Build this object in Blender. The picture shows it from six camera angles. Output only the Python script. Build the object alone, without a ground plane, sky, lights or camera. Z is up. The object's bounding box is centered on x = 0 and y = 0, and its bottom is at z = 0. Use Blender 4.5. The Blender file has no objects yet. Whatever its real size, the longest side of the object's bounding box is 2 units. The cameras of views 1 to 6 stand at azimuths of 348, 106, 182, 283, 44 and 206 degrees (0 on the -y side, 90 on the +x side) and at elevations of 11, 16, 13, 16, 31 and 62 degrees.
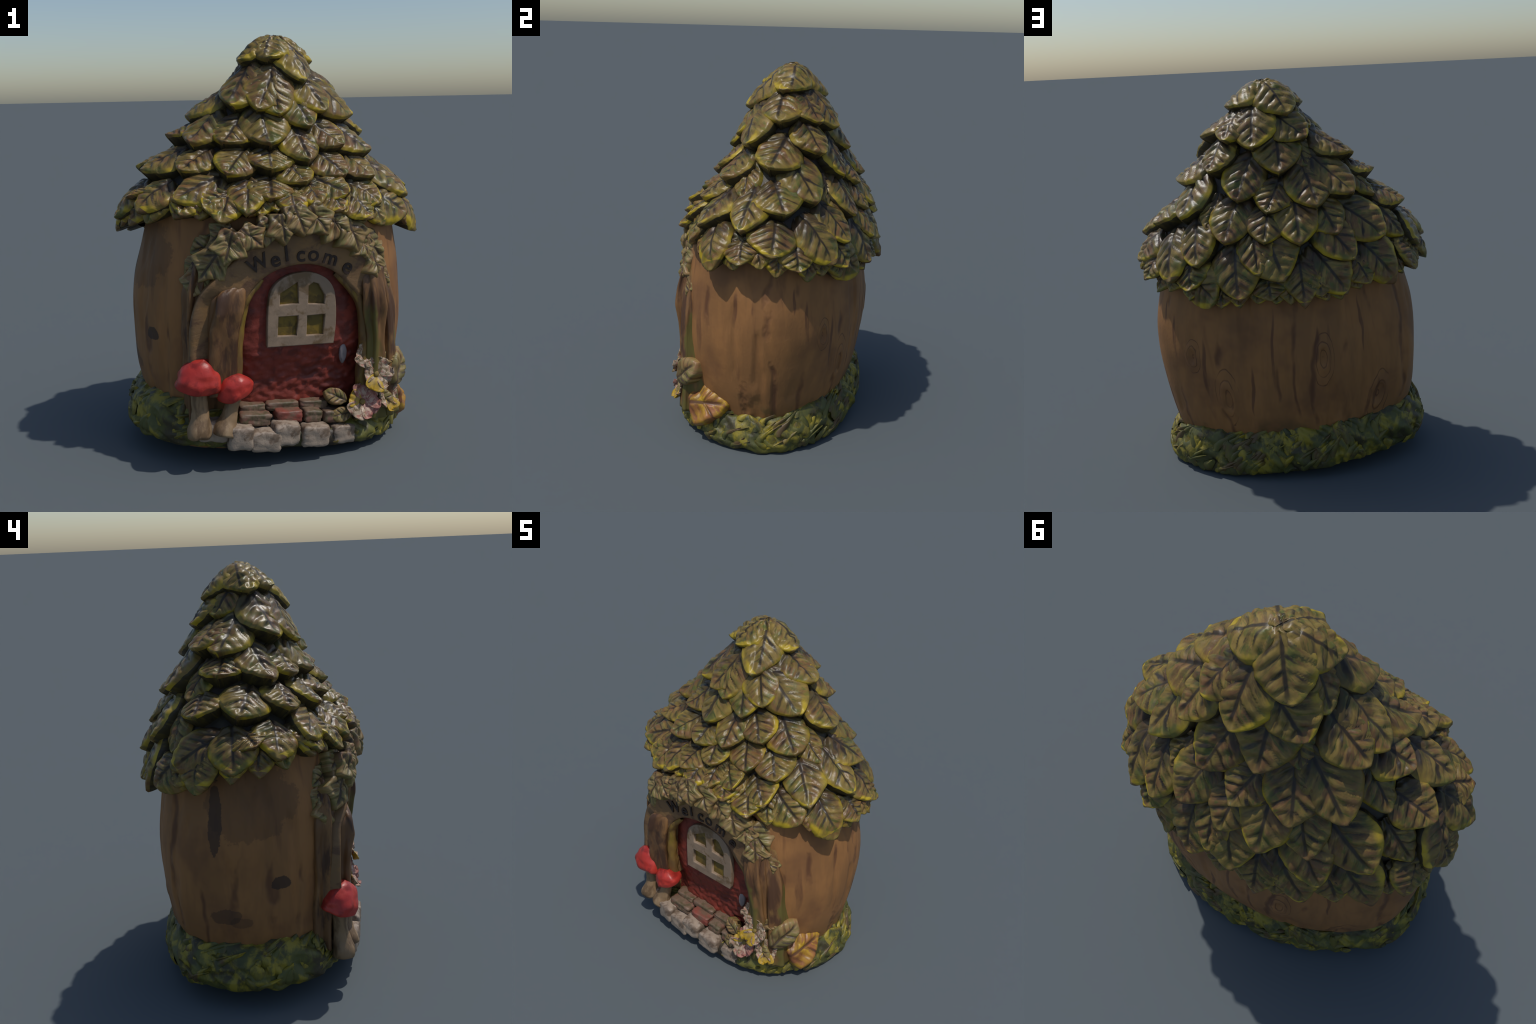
"""A garden fairy house: acorn-brown barrel walls, a conical roof of thick painted
leaves, an arched red door with a 'Welcome' sign, toadstools, stone step, flowers
and a mossy grass base.  Angles ("az") run from 0 = front (-y) to 90 = +x."""
import bpy, math, random
import numpy as np
from mathutils import Vector, Matrix, noise
from mathutils.bvhtree import BVHTree

random.seed(11)
rng = np.random.default_rng(11)
COL = bpy.context.scene.collection


# --------------------------------------------------------------------------- helpers
def srgb(r, g, b):
    def f(c):
        c /= 255.0
        return c / 12.92 if c <= 0.04045 else ((c + 0.055) / 1.055) ** 2.4
    return (f(r), f(g), f(b), 1.0)


def add_object(name, verts, faces, material, parent=None, smooth=True, matrix=None):
    me = bpy.data.meshes.new(name)
    me.from_pydata([tuple(v) for v in verts], [], faces)
    me.update()
    if smooth:
        me.polygons.foreach_set("use_smooth", [True] * len(me.polygons))
    if material:
        me.materials.append(material)
    ob = bpy.data.objects.new(name, me)
    COL.objects.link(ob)
    if parent:
        ob.parent = parent
    if matrix is not None:
        ob.matrix_basis = matrix
    return ob


def grid_faces(nr, nc, wrap=False):
    f = []
    for i in range(nr - 1):
        for j in range(nc if wrap else nc - 1):
            k = (j + 1) % nc
            f.append((i * nc + j, i * nc + k, (i + 1) * nc + k, (i + 1) * nc + j))
    return f


def fbm(p, octaves=3):
    return noise.fractal(p, 1.0, 2.0, octaves)


def ring(table, az):
    """Periodic smooth interpolation of (azimuth, value) control points."""
    a = [t[0] for t in table] + [table[0][0] + 360]
    v = [t[1] for t in table] + [table[0][1]]
    x = (az - a[0]) % 360 + a[0]
    i = max(k for k in range(len(a) - 1) if a[k] <= x)
    t = (x - a[i]) / (a[i + 1] - a[i])
    t = t * t * (3 - 2 * t)
    return v[i] * (1 - t) + v[i + 1] * t


def smoothstep(a, b, x):
    t = min(1.0, max(0.0, (x - a) / (b - a)))
    return t * t * (3 - 2 * t)


def profile(table, z, soft=.07):
    """Extents (left, right, front, back) of a section at height z."""
    zs = [r[0] for r in table]
    near = z + np.linspace(-soft, soft, 7)          # rounds off the kinks between the rows
    return [float(np.interp(near, zs, [r[i] for r in table]).mean()) for i in range(1, 5)]


def section_point(ext, az, n=2.3, inset=0.0):
    xl, xr, yf, yb = ext
    cx, cy = (xl + xr) / 2, (yf + yb) / 2
    hx, hy = max((xr - xl) / 2 - inset, 0.004), max((yb - yf) / 2 - inset, 0.004)
    s, c = math.sin(math.radians(az)), -math.cos(math.radians(az))
    if not isinstance(n, float):
        n = ring(n, az)
    r = (abs(s / hx) ** n + abs(c / hy) ** n) ** (-1 / n)
    return cx + r * s, cy + r * c


# --------------------------------------------------------------------------- materials
class Nodes:
    def __init__(self, name, rough=0.5, spec=0.5):
        self.mat = bpy.data.materials.new(name)
        self.mat.use_nodes = True
        self.t = self.mat.node_tree
        self.t.nodes.clear()
        self.out = self.t.nodes.new("ShaderNodeOutputMaterial")
        self.bsdf = self.t.nodes.new("ShaderNodeBsdfPrincipled")
        self.bsdf.inputs["Roughness"].default_value = rough
        self.bsdf.inputs["Specular IOR Level"].default_value = spec
        self.t.links.new(self.bsdf.outputs[0], self.out.inputs[0])
        self.coord = self.t.nodes.new("ShaderNodeTexCoord").outputs["Object"]

    def put(self, sock, val):
        if isinstance(val, bpy.types.NodeSocket):
            self.t.links.new(val, sock)
        else:
            sock.default_value = val

    def map(self, scale=(1, 1, 1), loc=(0, 0, 0), src=None):
        n = self.t.nodes.new("ShaderNodeMapping")
        n.inputs["Scale"].default_value = scale
        n.inputs["Location"].default_value = loc
        self.put(n.inputs["Vector"], src or self.coord)
        return n.outputs[0]

    def noise(self, scale, vec=None, detail=4, rough=0.55, distort=0.0, w=None):
        n = self.t.nodes.new("ShaderNodeTexNoise")
        if w is not None:
            n.noise_dimensions = '4D'
            self.put(n.inputs["W"], w)
        self.put(n.inputs["Vector"], vec or self.coord)
        n.inputs["Scale"].default_value = scale
        n.inputs["Detail"].default_value = detail
        n.inputs["Roughness"].default_value = rough
        n.inputs["Distortion"].default_value = distort
        return n.outputs["Fac"]

    def step(self, a, b, val, lo=0.0, hi=1.0):
        n = self.t.nodes.new("ShaderNodeMapRange")
        n.interpolation_type = 'SMOOTHSTEP'
        self.put(n.inputs["Value"], val)
        for k, v in zip(("From Min", "From Max", "To Min", "To Max"), (a, b, lo, hi)):
            n.inputs[k].default_value = v
        return n.outputs[0]

    def math(self, op, a, b=0.0, c=0.0):
        n = self.t.nodes.new("ShaderNodeMath")
        n.operation = op
        for i, v in enumerate((a, b, c)):
            self.put(n.inputs[i], v)
        return n.outputs[0]

    def mix(self, fac, a, b):
        n = self.t.nodes.new("ShaderNodeMix")
        n.data_type = 'RGBA'
        self.put(n.inputs[0], fac)
        self.put(n.inputs[6], a)
        self.put(n.inputs[7], b)
        return n.outputs[2]

    def xyz(self, src=None):
        n = self.t.nodes.new("ShaderNodeSeparateXYZ")
        self.put(n.inputs[0], src or self.coord)
        return n.outputs

    def random(self):
        return self.t.nodes.new("ShaderNodeObjectInfo").outputs["Random"]

    def bump(self, height, strength=0.3, dist=0.01):
        n = self.t.nodes.new("ShaderNodeBump")
        n.inputs["Strength"].default_value = strength
        n.inputs["Distance"].default_value = dist
        self.put(n.inputs["Height"], height)
        self.put(self.bsdf.inputs["Normal"], n.outputs[0])

    def done(self, colour):
        self.put(self.bsdf.inputs["Base Color"], colour)
        return self.mat


# vein layout shared by the leaf mesh and the leaf paint (x: -.5..+.5, y: 0 base .. 1 tip)
VEIN_START, VEIN_STEP, VEIN_SLANT = 0.12, 0.20, 0.70


def leaf_material(name, hues, edge, vein, rough=0.38, edge_amount=1.0, root_dark=.65):
    m = Nodes(name, rough, 0.35)
    x, y, z = m.xyz()
    r = m.random()
    ax = m.math('ABSOLUTE', x)
    n1 = m.noise(2.6, w=m.math('MULTIPLY', r, 37.0), detail=3)
    n2 = m.noise(7.0, w=m.math('MULTIPLY', r, 91.0), detail=5, rough=0.65)
    n3 = m.noise(3.4, w=m.math('MULTIPLY', r, 53.0), detail=3)
    # brush strokes run along the side veins
    comb = m.t.nodes.new("ShaderNodeCombineXYZ")
    m.put(comb.inputs[0], m.math('MULTIPLY', m.math('SUBTRACT', y, m.math('MULTIPLY', ax, VEIN_SLANT)), 9.0))
    m.put(comb.inputs[1], m.math('MULTIPLY', ax, 3.0))
    m.put(comb.inputs[2], m.math('ADD', m.math('MULTIPLY', r, 60.0), m.math('SIGN', x)))
    s1 = m.noise(1.0, comb.outputs[0], 3, .6)
    s2 = m.noise(1.7, m.map((1, 1, 1), (7, 3, 9), comb.outputs[0]), 3, .6)
    c = m.mix(m.step(0.42, 0.60, n1), hues[0], hues[1])
    c = m.mix(m.step(0.52, 0.66, n3, 0, .8), c, hues[2])
    c = m.mix(m.step(0.50, 0.68, s1, 0, 0.75), c, hues[3])
    c = m.mix(m.step(0.55, 0.68, s2, 0, 0.75), c, hues[2])
    c = m.mix(m.step(0.44, 0.30, s2, 0, 0.5), c, hues[1])
    # dry-brushed yellow rim, strongest towards the tip, patchy
    prof = m.t.nodes.new("ShaderNodeFloatCurve")
    cm = prof.mapping.curves[0]
    cm.points[0].location = (0, 0.40)
    cm.points[1].location = (1, 0.05)
    for px, py in ((.25, .82), (.5, 1.0), (.68, .93), (.82, .7), (.92, .45)):
        cm.points.new(px, py)
    prof.mapping.update()
    m.put(prof.inputs["Value"], y)
    e = m.math('DIVIDE', m.math('MULTIPLY', ax, 2.0), prof.outputs[0])
    e = m.math('ADD', e, m.math('MULTIPLY', m.math('SUBTRACT', n2, 0.5), 0.35))
    e = m.math('ADD', e, m.math('MULTIPLY', m.step(.6, 1.0, y), 0.22))
    rim = m.math('MULTIPLY', m.step(0.72, 1.02, e), m.step(0.15, 0.6, y))
    patchy = m.noise(2.2, w=m.math('MULTIPLY', r, 17.0), detail=3)
    rim = m.math('MULTIPLY', rim, m.step(0.42, 0.60, patchy, 0.12, edge_amount * .92))
    c = m.mix(rim, c, edge)
    # streaky darker tone over the root and along the vein grooves
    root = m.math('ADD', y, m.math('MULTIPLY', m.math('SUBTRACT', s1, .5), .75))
    c = m.mix(m.step(0.52, 0.22, root, 0, root_dark), c, vein)
    q = m.math('SUBTRACT', y, m.math('MULTIPLY', ax, VEIN_SLANT))
    q = m.math('ADD', q, m.math('MULTIPLY', m.math('SUBTRACT', n1, 0.5), 0.20))
    fr = m.math('FRACT', m.math('DIVIDE', m.math('SUBTRACT', q, VEIN_START - VEIN_STEP * 0.5), VEIN_STEP))
    d = m.math('ABSOLUTE', m.math('SUBTRACT', fr, 0.5))
    side = m.math('MULTIPLY', m.step(0.27, 0.09, d), m.step(0.44, 0.22, ax))
    side = m.math('MULTIPLY', side, m.step(0.90, 0.70, y))
    mid = m.math('MULTIPLY', m.step(0.05, 0.015, ax), m.step(0.98, 0.8, y))
    v = m.math('MAXIMUM', m.math('MULTIPLY', side, m.step(0.36, 0.56, s1, 0.95, 0.35)), m.math('MULTIPLY', mid, 0.9))
    c = m.mix(v, c, vein)
    m.bump(n2, 0.15, 0.01)
    return m.done(c)


OLIVE, GREEN = srgb(122, 103, 51), srgb(82, 91, 40)
BROWN, SAND = srgb(114, 83, 51), srgb(143, 120, 62)
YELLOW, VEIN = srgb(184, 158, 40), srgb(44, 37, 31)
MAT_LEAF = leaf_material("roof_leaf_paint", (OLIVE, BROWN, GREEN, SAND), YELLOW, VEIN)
MAT_CROWN = leaf_material("crown_leaf_paint", (OLIVE, SAND, GREEN, BROWN), YELLOW, VEIN, 0.38, .8, .0)
MAT_IVY = leaf_material("ivy_paint", (srgb(140, 116, 72), srgb(118, 110, 62), srgb(138, 98, 66), srgb(164, 140, 98)),
                        srgb(150, 120, 70), srgb(62, 48, 38), 0.42, 0.5, .35)
MAT_AUTUMN = leaf_material("autumn_leaf_paint", (srgb(150, 96, 60), srgb(168, 128, 44), srgb(186, 150, 36), srgb(140, 90, 60)),
                           srgb(200, 165, 40), srgb(86, 56, 40), 0.4, 1.0, .3)


def mottled(name, colours, scale, stretch=(1, 1, 1), rough=0.5, bump=0.3, bump_scale=40, dist=0.008, spec=0.4):
    m = Nodes(name, rough, spec)
    v = m.map(stretch)
    c = colours[0]
    for i, col in enumerate(colours[1:]):
        n = m.noise(scale * (1 + 0.45 * i), m.map(stretch, (3.1 * i, 1.7 * i, 5.3 * i)), detail=5, rough=0.62, distort=0.4)
        c = m.mix(m.step(0.47, 0.62, n), c, col)
    m.bump(m.noise(bump_scale, v, 5, 0.6), bump, dist)
    return m.done(c)


def wall_material():
    m = Nodes("barrel_wood_paint", 0.6, 0.3)
    base, warm, dark = srgb(140, 99, 60), srgb(154, 108, 64), srgb(98, 64, 44)
    grain = m.noise(9, m.map((1, 1, .22)), 6, 0.65, 0.3)
    streak = m.noise(8.5, m.map((1, 1, .14), (4, 2, 1)), 4, 0.6, 0.5)
    patch = m.noise(2.6, m.map((1, 1, 1), (1, 7, 3)), 4, 0.6)
    c = m.mix(m.step(0.4, 0.62, grain), base, warm)
    c = m.mix(m.step(0.60, 0.74, streak, 0, 0.5), c, dark)
    c = m.mix(m.step(0.50, 0.66, patch, 0, 0.55), c, srgb(112, 76, 51))
    # carved grain lines that flow round the knots (arc length against height)
    x, y, z = m.xyz()
    arc = m.math('MULTIPLY', m.math('ARCTAN2', x, y), 0.58)
    flow = arc
    near = 0.0
    for ks, kz, rad in KNOTS:
        ds, dz = m.math('SUBTRACT', arc, ks), m.math('SUBTRACT', z, kz)
        d2 = m.math('MULTIPLY', ds, 2.3)
        rho = m.math('ADD', m.math('MULTIPLY', d2, d2), m.math('MULTIPLY', dz, dz))
        push = m.math('DIVIDE', rad * rad, m.math('MAXIMUM', rho, rad * rad * .6))
        flow = m.math('SUBTRACT', flow, m.math('MULTIPLY', ds, push))
        near = m.math('MAXIMUM', near, m.step((rad * 2.6) ** 2, (rad * 1.3) ** 2, rho))
    ringing = 0.0
    wob = m.noise(3.0, m.map((1, 1, .6), (5, 5, 5)), 3)
    flow = m.math('ADD', flow, m.math('MULTIPLY', m.math('SUBTRACT', wob, 0.5), 0.26))
    for ks, kz, rad in KNOTS:
        ds, dz = m.math('SUBTRACT', arc, ks), m.math('SUBTRACT', z, kz)
        d2 = m.math('MULTIPLY', ds, 2.4)
        rr = m.math('SQRT', m.math('ADD', m.math('MULTIPLY', d2, d2), m.math('MULTIPLY', dz, dz)))
        rr = m.math('ADD', rr, m.math('MULTIPLY', m.math('SUBTRACT', wob, 0.5), 0.22))
        rr = m.math('ADD', rr, m.math('MULTIPLY', m.math('SUBTRACT', m.noise(8.0, m.map((1, 1, .7)), 3), 0.5), 0.085))
        fk = m.math('FRACT', m.math('DIVIDE', rr, rad * .78))
        k = m.math('MULTIPLY', m.step(0.13, 0.02, m.math('ABSOLUTE', m.math('SUBTRACT', fk, 0.5))), m.step(rad * 2.6, rad * 2.2, rr))
        ringing = m.math('MAXIMUM', ringing, m.math('MULTIPLY', k, m.step(.40, .56, m.noise(6.0, m.map((1, 1, .6), (6, 2, 9)), 3))))
    fr = m.math('FRACT', m.math('MULTIPLY', flow, 7.0))
    line = m.step(0.15, 0.02, m.math('ABSOLUTE', m.math('SUBTRACT', fr, 0.5)))
    show = m.math('MAXIMUM', m.step(0.50, 0.62, m.noise(4.5, m.map((1, 1, .6), (2, 8, 6)), 4)), 0.0)
    line = m.math('MAXIMUM', m.math('MULTIPLY', line, show), ringing)
    c = m.mix(m.math('MULTIPLY', line, 0.7), c, srgb(86, 55, 40))
    for ps, pz, hs, hz in STREAKS:
        ds = m.math('DIVIDE', m.math('SUBTRACT', m.math('ADD', arc, m.math('MULTIPLY', m.math('SUBTRACT', wob, 0.5), 0.12)), ps), hs)
        dz = m.math('DIVIDE', m.math('SUBTRACT', z, pz), hz)
        d = m.math('ADD', m.math('MULTIPLY', ds, ds), m.math('MULTIPLY', dz, dz))
        c = m.mix(m.math('MULTIPLY', m.step(1.2, 0.3, d), m.step(.38, .56, grain, .1, .7)), c, srgb(86, 55, 42))
    # moss creeping up from the base, and chips of old dark paint on the left side
    moss = m.math('MULTIPLY', m.step(0.36, 0.22, z), m.step(0.5, 0.62, m.noise(5, None, 4)))
    c = m.mix(m.math('MULTIPLY', moss, 0.6), c, srgb(70, 68, 38))
    ragged = m.math('MULTIPLY', m.math('SUBTRACT', m.noise(11, m.map((1, 1, 1), (3, 3, 3)), 6, 0.7), 0.5), 0.34)
    for (py, pz, ry, rz, amt) in STAINS:
        dy = m.math('DIVIDE', m.math('SUBTRACT', y, py), ry)
        dz = m.math('DIVIDE', m.math('SUBTRACT', z, pz), rz)
        d = m.math('SQRT', m.math('ADD', m.math('MULTIPLY', dy, dy), m.math('MULTIPLY', dz, dz)))
        d = m.math('ADD', d, m.math('MULTIPLY', ragged, .06 / min(ry, rz) + 3.0))
        k = m.math('MULTIPLY', m.step(1.04, 0.96, d), m.math('LESS_THAN', x, 0.0))
        c = m.mix(m.math('MULTIPLY', k, amt), c, srgb(62, 48, 40))
    h = m.math('SUBTRACT', grain, m.math('MULTIPLY', line, 1.6))
    m.bump(m.math('ADD', h, m.math('MULTIPLY', m.noise(60, None, 3), 0.3)), 0.28, 0.012)
    return m.done(c)


# dark chipped-paint stains on the left wall: (y, z, half width, half height, strength)
STAINS = [(-.235, .603, .040, .030, .85), (.05, .90, .03, .16, .75), (-.10, .98, .20, .17, .35), (.01, .45, .08, .035, .55), (-.06, .42, .05, .03, .4)]
# dark runs of glaze: (arc position, height, half width, half height)
STREAKS = [(.94, .80, .013, .10), (.86, .83, .010, .05), (1.14, .66, .020, .16), (.075, .70, .011, .22), (-.20, .72, .015, .10), (-.27, .72, .013, .12),
           (.45, .60, .012, .16), (-.52, .42, .012, .09), (-.45, .80, .008, .16), (.62, .74, .009, .12), (.68, .86, .008, .07), (.20, .48, .010, .14)]
KNOTS = [(.345, .43, .075), (-.54, .41, .07), (-.23, .66, .06), (.52, .65, .05)]  # arc position, height, size
MAT_WALL = wall_material()
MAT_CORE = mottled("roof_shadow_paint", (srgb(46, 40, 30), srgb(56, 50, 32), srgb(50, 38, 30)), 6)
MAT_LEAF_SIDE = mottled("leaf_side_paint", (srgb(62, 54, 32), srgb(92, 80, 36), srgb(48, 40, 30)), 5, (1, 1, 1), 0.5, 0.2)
MAT_BARK = mottled("bark_paint", (srgb(112, 80, 50), srgb(138, 100, 60), srgb(76, 52, 36)), 9, (1, 1, .3), 0.45, 0.5, 26)
def mossy_bark():
    m = Nodes("mossy_bark_paint", 0.48, 0.4)
    v = m.map((1, 1, .28))
    n = m.noise(10, v, 5, .62, .4)
    c = m.mix(m.step(.42, .6, n), srgb(84, 58, 40), srgb(128, 92, 56))
    c = m.mix(m.step(.55, .7, m.noise(16, v, 4), 0, .7), c, srgb(146, 112, 62))
    moss = m.math('SUBTRACT', m.noise(6, m.map((1, 1, .5), (3, 1, 2)), 4), m.math('MULTIPLY', m.xyz()[2], .35))
    c = m.mix(m.step(.26, .36, moss, 0, .85), c, srgb(100, 94, 44))
    m.bump(m.noise(24, v, 5), .5, .01)
    return m.done(c)


MAT_BARK_MOSS = mossy_bark()
MAT_JAMB = mottled("jamb_paint", (srgb(128, 98, 50), srgb(140, 116, 44), srgb(92, 64, 38), srgb(110, 84, 48)), 9, (1, 1, .3), 0.45, 0.5, 26)
MAT_SIGN = mottled("sign_paint", (srgb(124, 95, 63), srgb(138, 104, 64), srgb(98, 71, 50)), 7, (1, 1, 1.4), 0.55, 0.3, 40)
MAT_LETTER = mottled("letter_paint", (srgb(48, 34, 28), srgb(58, 42, 34)), 20)
MAT_DOOR = mottled("red_door_paint", (srgb(122, 50, 38), srgb(136, 56, 41), srgb(98, 41, 33)), 7, (1, 1, 1), 0.5, 0.35, 40)
MAT_REVEAL = mottled("dark_red_paint", (srgb(84, 34, 28), srgb(100, 58, 30), srgb(70, 32, 26)), 7, (1, 1, .4), 0.5)
MAT_FRAME = mottled("window_frame_paint", (srgb(138, 118, 98), srgb(150, 128, 106), srgb(112, 90, 64)), 9, (1, 1, 1), 0.5, 0.2)
MAT_PANE = mottled("amber_pane_paint", (srgb(104, 86, 38), srgb(84, 68, 34), srgb(128, 104, 40)), 12, (1, 1, 1), 0.35, 0.1)
MAT_HANDLE = mottled("pewter_paint", (srgb(132, 122, 122), srgb(84, 74, 76)), 22, (1, 1, 1), 0.4)
MAT_CAP = mottled("red_toadstool_paint", (srgb(172, 50, 42), srgb(188, 62, 50), srgb(140, 40, 34)), 9, (1, 1, 1), 0.38, 0.25, 30)
MAT_STEM = mottled("toadstool_stem_paint", (srgb(138, 112, 82), srgb(152, 128, 98), srgb(104, 82, 58)), 12, (1, 1, .35), 0.5, 0.4)
MAT_STONE = mottled("stone_paint", (srgb(150, 134, 118), srgb(162, 144, 126), srgb(112, 94, 78)), 10, (1, 1, 1), 0.5, 0.5, 30)
MAT_BRICK = mottled("brick_paint", (srgb(112, 92, 76), srgb(124, 100, 82), srgb(86, 78, 54), srgb(116, 82, 68)), 12, (1, 1, 1), 0.5, 0.5, 30)
MAT_BRICK_RED = mottled("red_brick_paint", (srgb(128, 74, 62), srgb(140, 66, 56), srgb(110, 84, 68)), 9, (1, 1, 1), 0.5, 0.5, 30)
MAT_GRASS = mottled("moss_grass_paint", (srgb(80, 82, 40), srgb(64, 66, 36), srgb(100, 98, 42), srgb(62, 56, 38), srgb(140, 126, 42)), 4, (1, 1, .8), 0.5, 0.5, 24)
MAT_BLADE = mottled("grass_blade_paint", (srgb(84, 86, 42), srgb(62, 64, 36), srgb(104, 98, 44), srgb(90, 72, 46), srgb(146, 130, 40)), 3.5, (1, 1, 1), 0.48, 0.3, 30)
MAT_SOIL = mottled("joint_paint", (srgb(62, 56, 40), srgb(74, 72, 40), srgb(50, 42, 34)), 9)
MAT_PETAL = mottled("petal_paint", (srgb(166, 146, 122), srgb(184, 164, 142), srgb(168, 112, 98), srgb(112, 94, 66)), 2.6, (1, 1, 1), 0.45, 0.12, 5, .02)
MAT_PETAL_PINK = mottled("pink_petal_paint", (srgb(160, 106, 94), srgb(180, 152, 132), srgb(134, 80, 72)), 2.6, (1, 1, 1), 0.45, 0.12, 5, .02)
MAT_PETAL_HEART = mottled("flower_heart_paint", (srgb(132, 110, 50), srgb(96, 82, 50)), 20)
MAT_POLLEN = mottled("yellow_flower_paint", (srgb(176, 142, 40), srgb(150, 124, 62)), 2.6, (1, 1, 1), .45, .12, 5, .02)

# --------------------------------------------------------------------------- the house
house = bpy.data.objects.new("fairy_house", None)
COL.objects.link(house)
house["label"] = "painted fairy cottage with leafy roof and red arched door"
house["category"] = "garden ornament"

# underside of the eave: (azimuth, height)
EAVE = [(0, 1.17), (11, 1.185), (45, 1.10), (90, 1.05), (120, .995), (150, .945), (180, .955), (210, .965),
        (240, 1.025), (270, 1.105), (300, 1.155), (330, 1.16)]

# --- barrel walls ------------------------------------------------------------------
WALL = [  # z, left, right, front, back
    (0.04, -.60, .575, -.40, .37), (0.15, -.625, .59, -.42, .395), (0.25, -.655, .62, -.43, .425),
    (0.36, -.682, .65, -.435, .455), (0.50, -.70, .675, -.44, .475), (0.65, -.70, .685, -.44, .485),
    (0.80, -.69, .675, -.44, .483), (0.95, -.655, .65, -.435, .462), (1.10, -.62, .63, -.42, .445),
    (1.30, -.58, .60, -.40, .42)]
WALL_ROUND = [(0, 2.5), (50, 2.85), (90, 2.25), (135, 2.15), (180, 2.15), (220, 2.02), (250, 2.25), (270, 2.2), (315, 2.8)]


def wall_point(az, z):
    return section_point(profile(WALL, z), az, WALL_ROUND)


def build_walls():
    nz, na = 150, 360
    verts = []
    for i in range(nz):
        for j in range(na):
            az = 360.0 * j / na
            z = 0.05 + (ring(EAVE, az) + .015) * i / (nz - 1)      # up to just under the roof
            x, y = wall_point(az, z)
            if y < 0:          # doorway niche behind the porch
                niche = smoothstep(.36, .30, abs(x - .05)) * smoothstep(1.12, 1.02, z)
                y = y * (1 - niche) + max(y, -.30) * niche
            g = fbm(Vector((x * 9, y * 9, z * 1.6)), 3)
            d = -0.010 * smoothstep(0.15, 0.5, g) + 0.009 * fbm(Vector((x * 3, y * 3, z * 3)), 2)
            arc = math.atan2(x, y) * .58
            for ks, kz, rad in KNOTS:
                rho = math.hypot((arc - ks) * 2.3, z - kz)
                d += -.008 * smoothstep(rad * .9, rad * .4, rho) + .005 * smoothstep(rad * 1.7, rad * 1.1, rho) * smoothstep(rad * .7, rad, rho)
            r = math.hypot(x, y)
            verts.append((x * (1 + d / r), y * (1 + d / r), z))
    add_object("wall", verts, grid_faces(nz, na, True), MAT_WALL, house)


build_walls()

# --- mossy base --------------------------------------------------------------------
BASE_OUT = (-.755, .668, -.505, .478)
BASE_ROUND = [(0, 2.5), (45, 2.6), (90, 2.3), (135, 2.3), (180, 2.3), (225, 2.0), (270, 2.3), (315, 2.5)]
BASE_BOTTOM = [(0, .075), (35, .04), (55, .02), (90, .0), (140, .0), (180, .03), (225, .065), (270, .085), (315, .085)]
BASE_TOP = [(0, .13), (45, .16), (90, .19), (135, .23), (180, .25), (225, .29), (270, .30), (300, .31), (330, .24)]


def base_row(az, t):
    """Profile of the mound: t 0 = under edge, 1 = where it meets the wall."""
    zb, zt = ring(BASE_BOTTOM, az), ring(BASE_TOP, az)
    k = np.interp(t, [0, .12, .3, .5, .7, .85, 1], [.91, .97, 1.0, .985, .95, .92, .86])
    h = np.interp(t, [0, .12, .3, .5, .7, .85, 1], [0, .06, .28, .55, .82, .97, 1.03])
    x, y = section_point(BASE_OUT, az, BASE_ROUND)
    wx, wy = wall_point(az, zt)
    if t > .7:  # blend towards the wall foot
        q = (t - .7) / .3
        ox, oy = section_point(BASE_OUT, az, BASE_ROUND)
        x, y = ox * .95 * (1 - q) + wx * .985 * q, oy * .95 * (1 - q) + wy * .985 * q
    else:
        x, y = x * k, y * k
    return Vector((x, y, zb + h * (zt - zb)))


def base_point(az, t, off=0.0):
    p = base_row(az, t)
    du = base_row(az + .5, t) - base_row(az - .5, t)
    dv = base_row(az, min(t + .02, 1)) - base_row(az, max(t - .02, 0))
    n = du.cross(dv)
    if n.length > 1e-9:
        n.normalize()
    else:
        n = Vector((0, 0, 1))
    return p + n * off, n


def build_base():
    na, nt = 380, 46
    verts, faces = [], []
    for i in range(nt):
        t = i / (nt - 1)
        for j in range(na):
            az = 360 * j / na
            p, n = base_point(az, t)
            # leaning tufts: noise stretched along a slanted direction round the mound
            s = math.radians(az) * 0.6
            q = Vector((s * 11 + p.z * 9, p.z * 7, 0.3))
            d = 0.022 * (fbm(q, 2)) + 0.006 * fbm(Vector((p.x * 16, p.y * 16, p.z * 16)), 2)
            d -= 0.012 * smoothstep(0.1, 0.5, fbm(q * 2.1 + Vector((4, 2, 9)), 2))
            d *= smoothstep(0, .12, t)
            verts.append(p + n * d)
    faces = grid_faces(nt, na, True)
    c = len(verts)
    verts.append(Vector((0.05, 0.0, 0.03)))
    for j in range(na):
        faces.append((c, (j + 1) % na, j))
    zmin = min(v.z for v in verts)
    verts = [Vector((v.x, v.y, max(0.0, v.z))) for v in verts]
    return add_object("grass_base", verts, faces, MAT_GRASS, house)


base = build_base()


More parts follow.
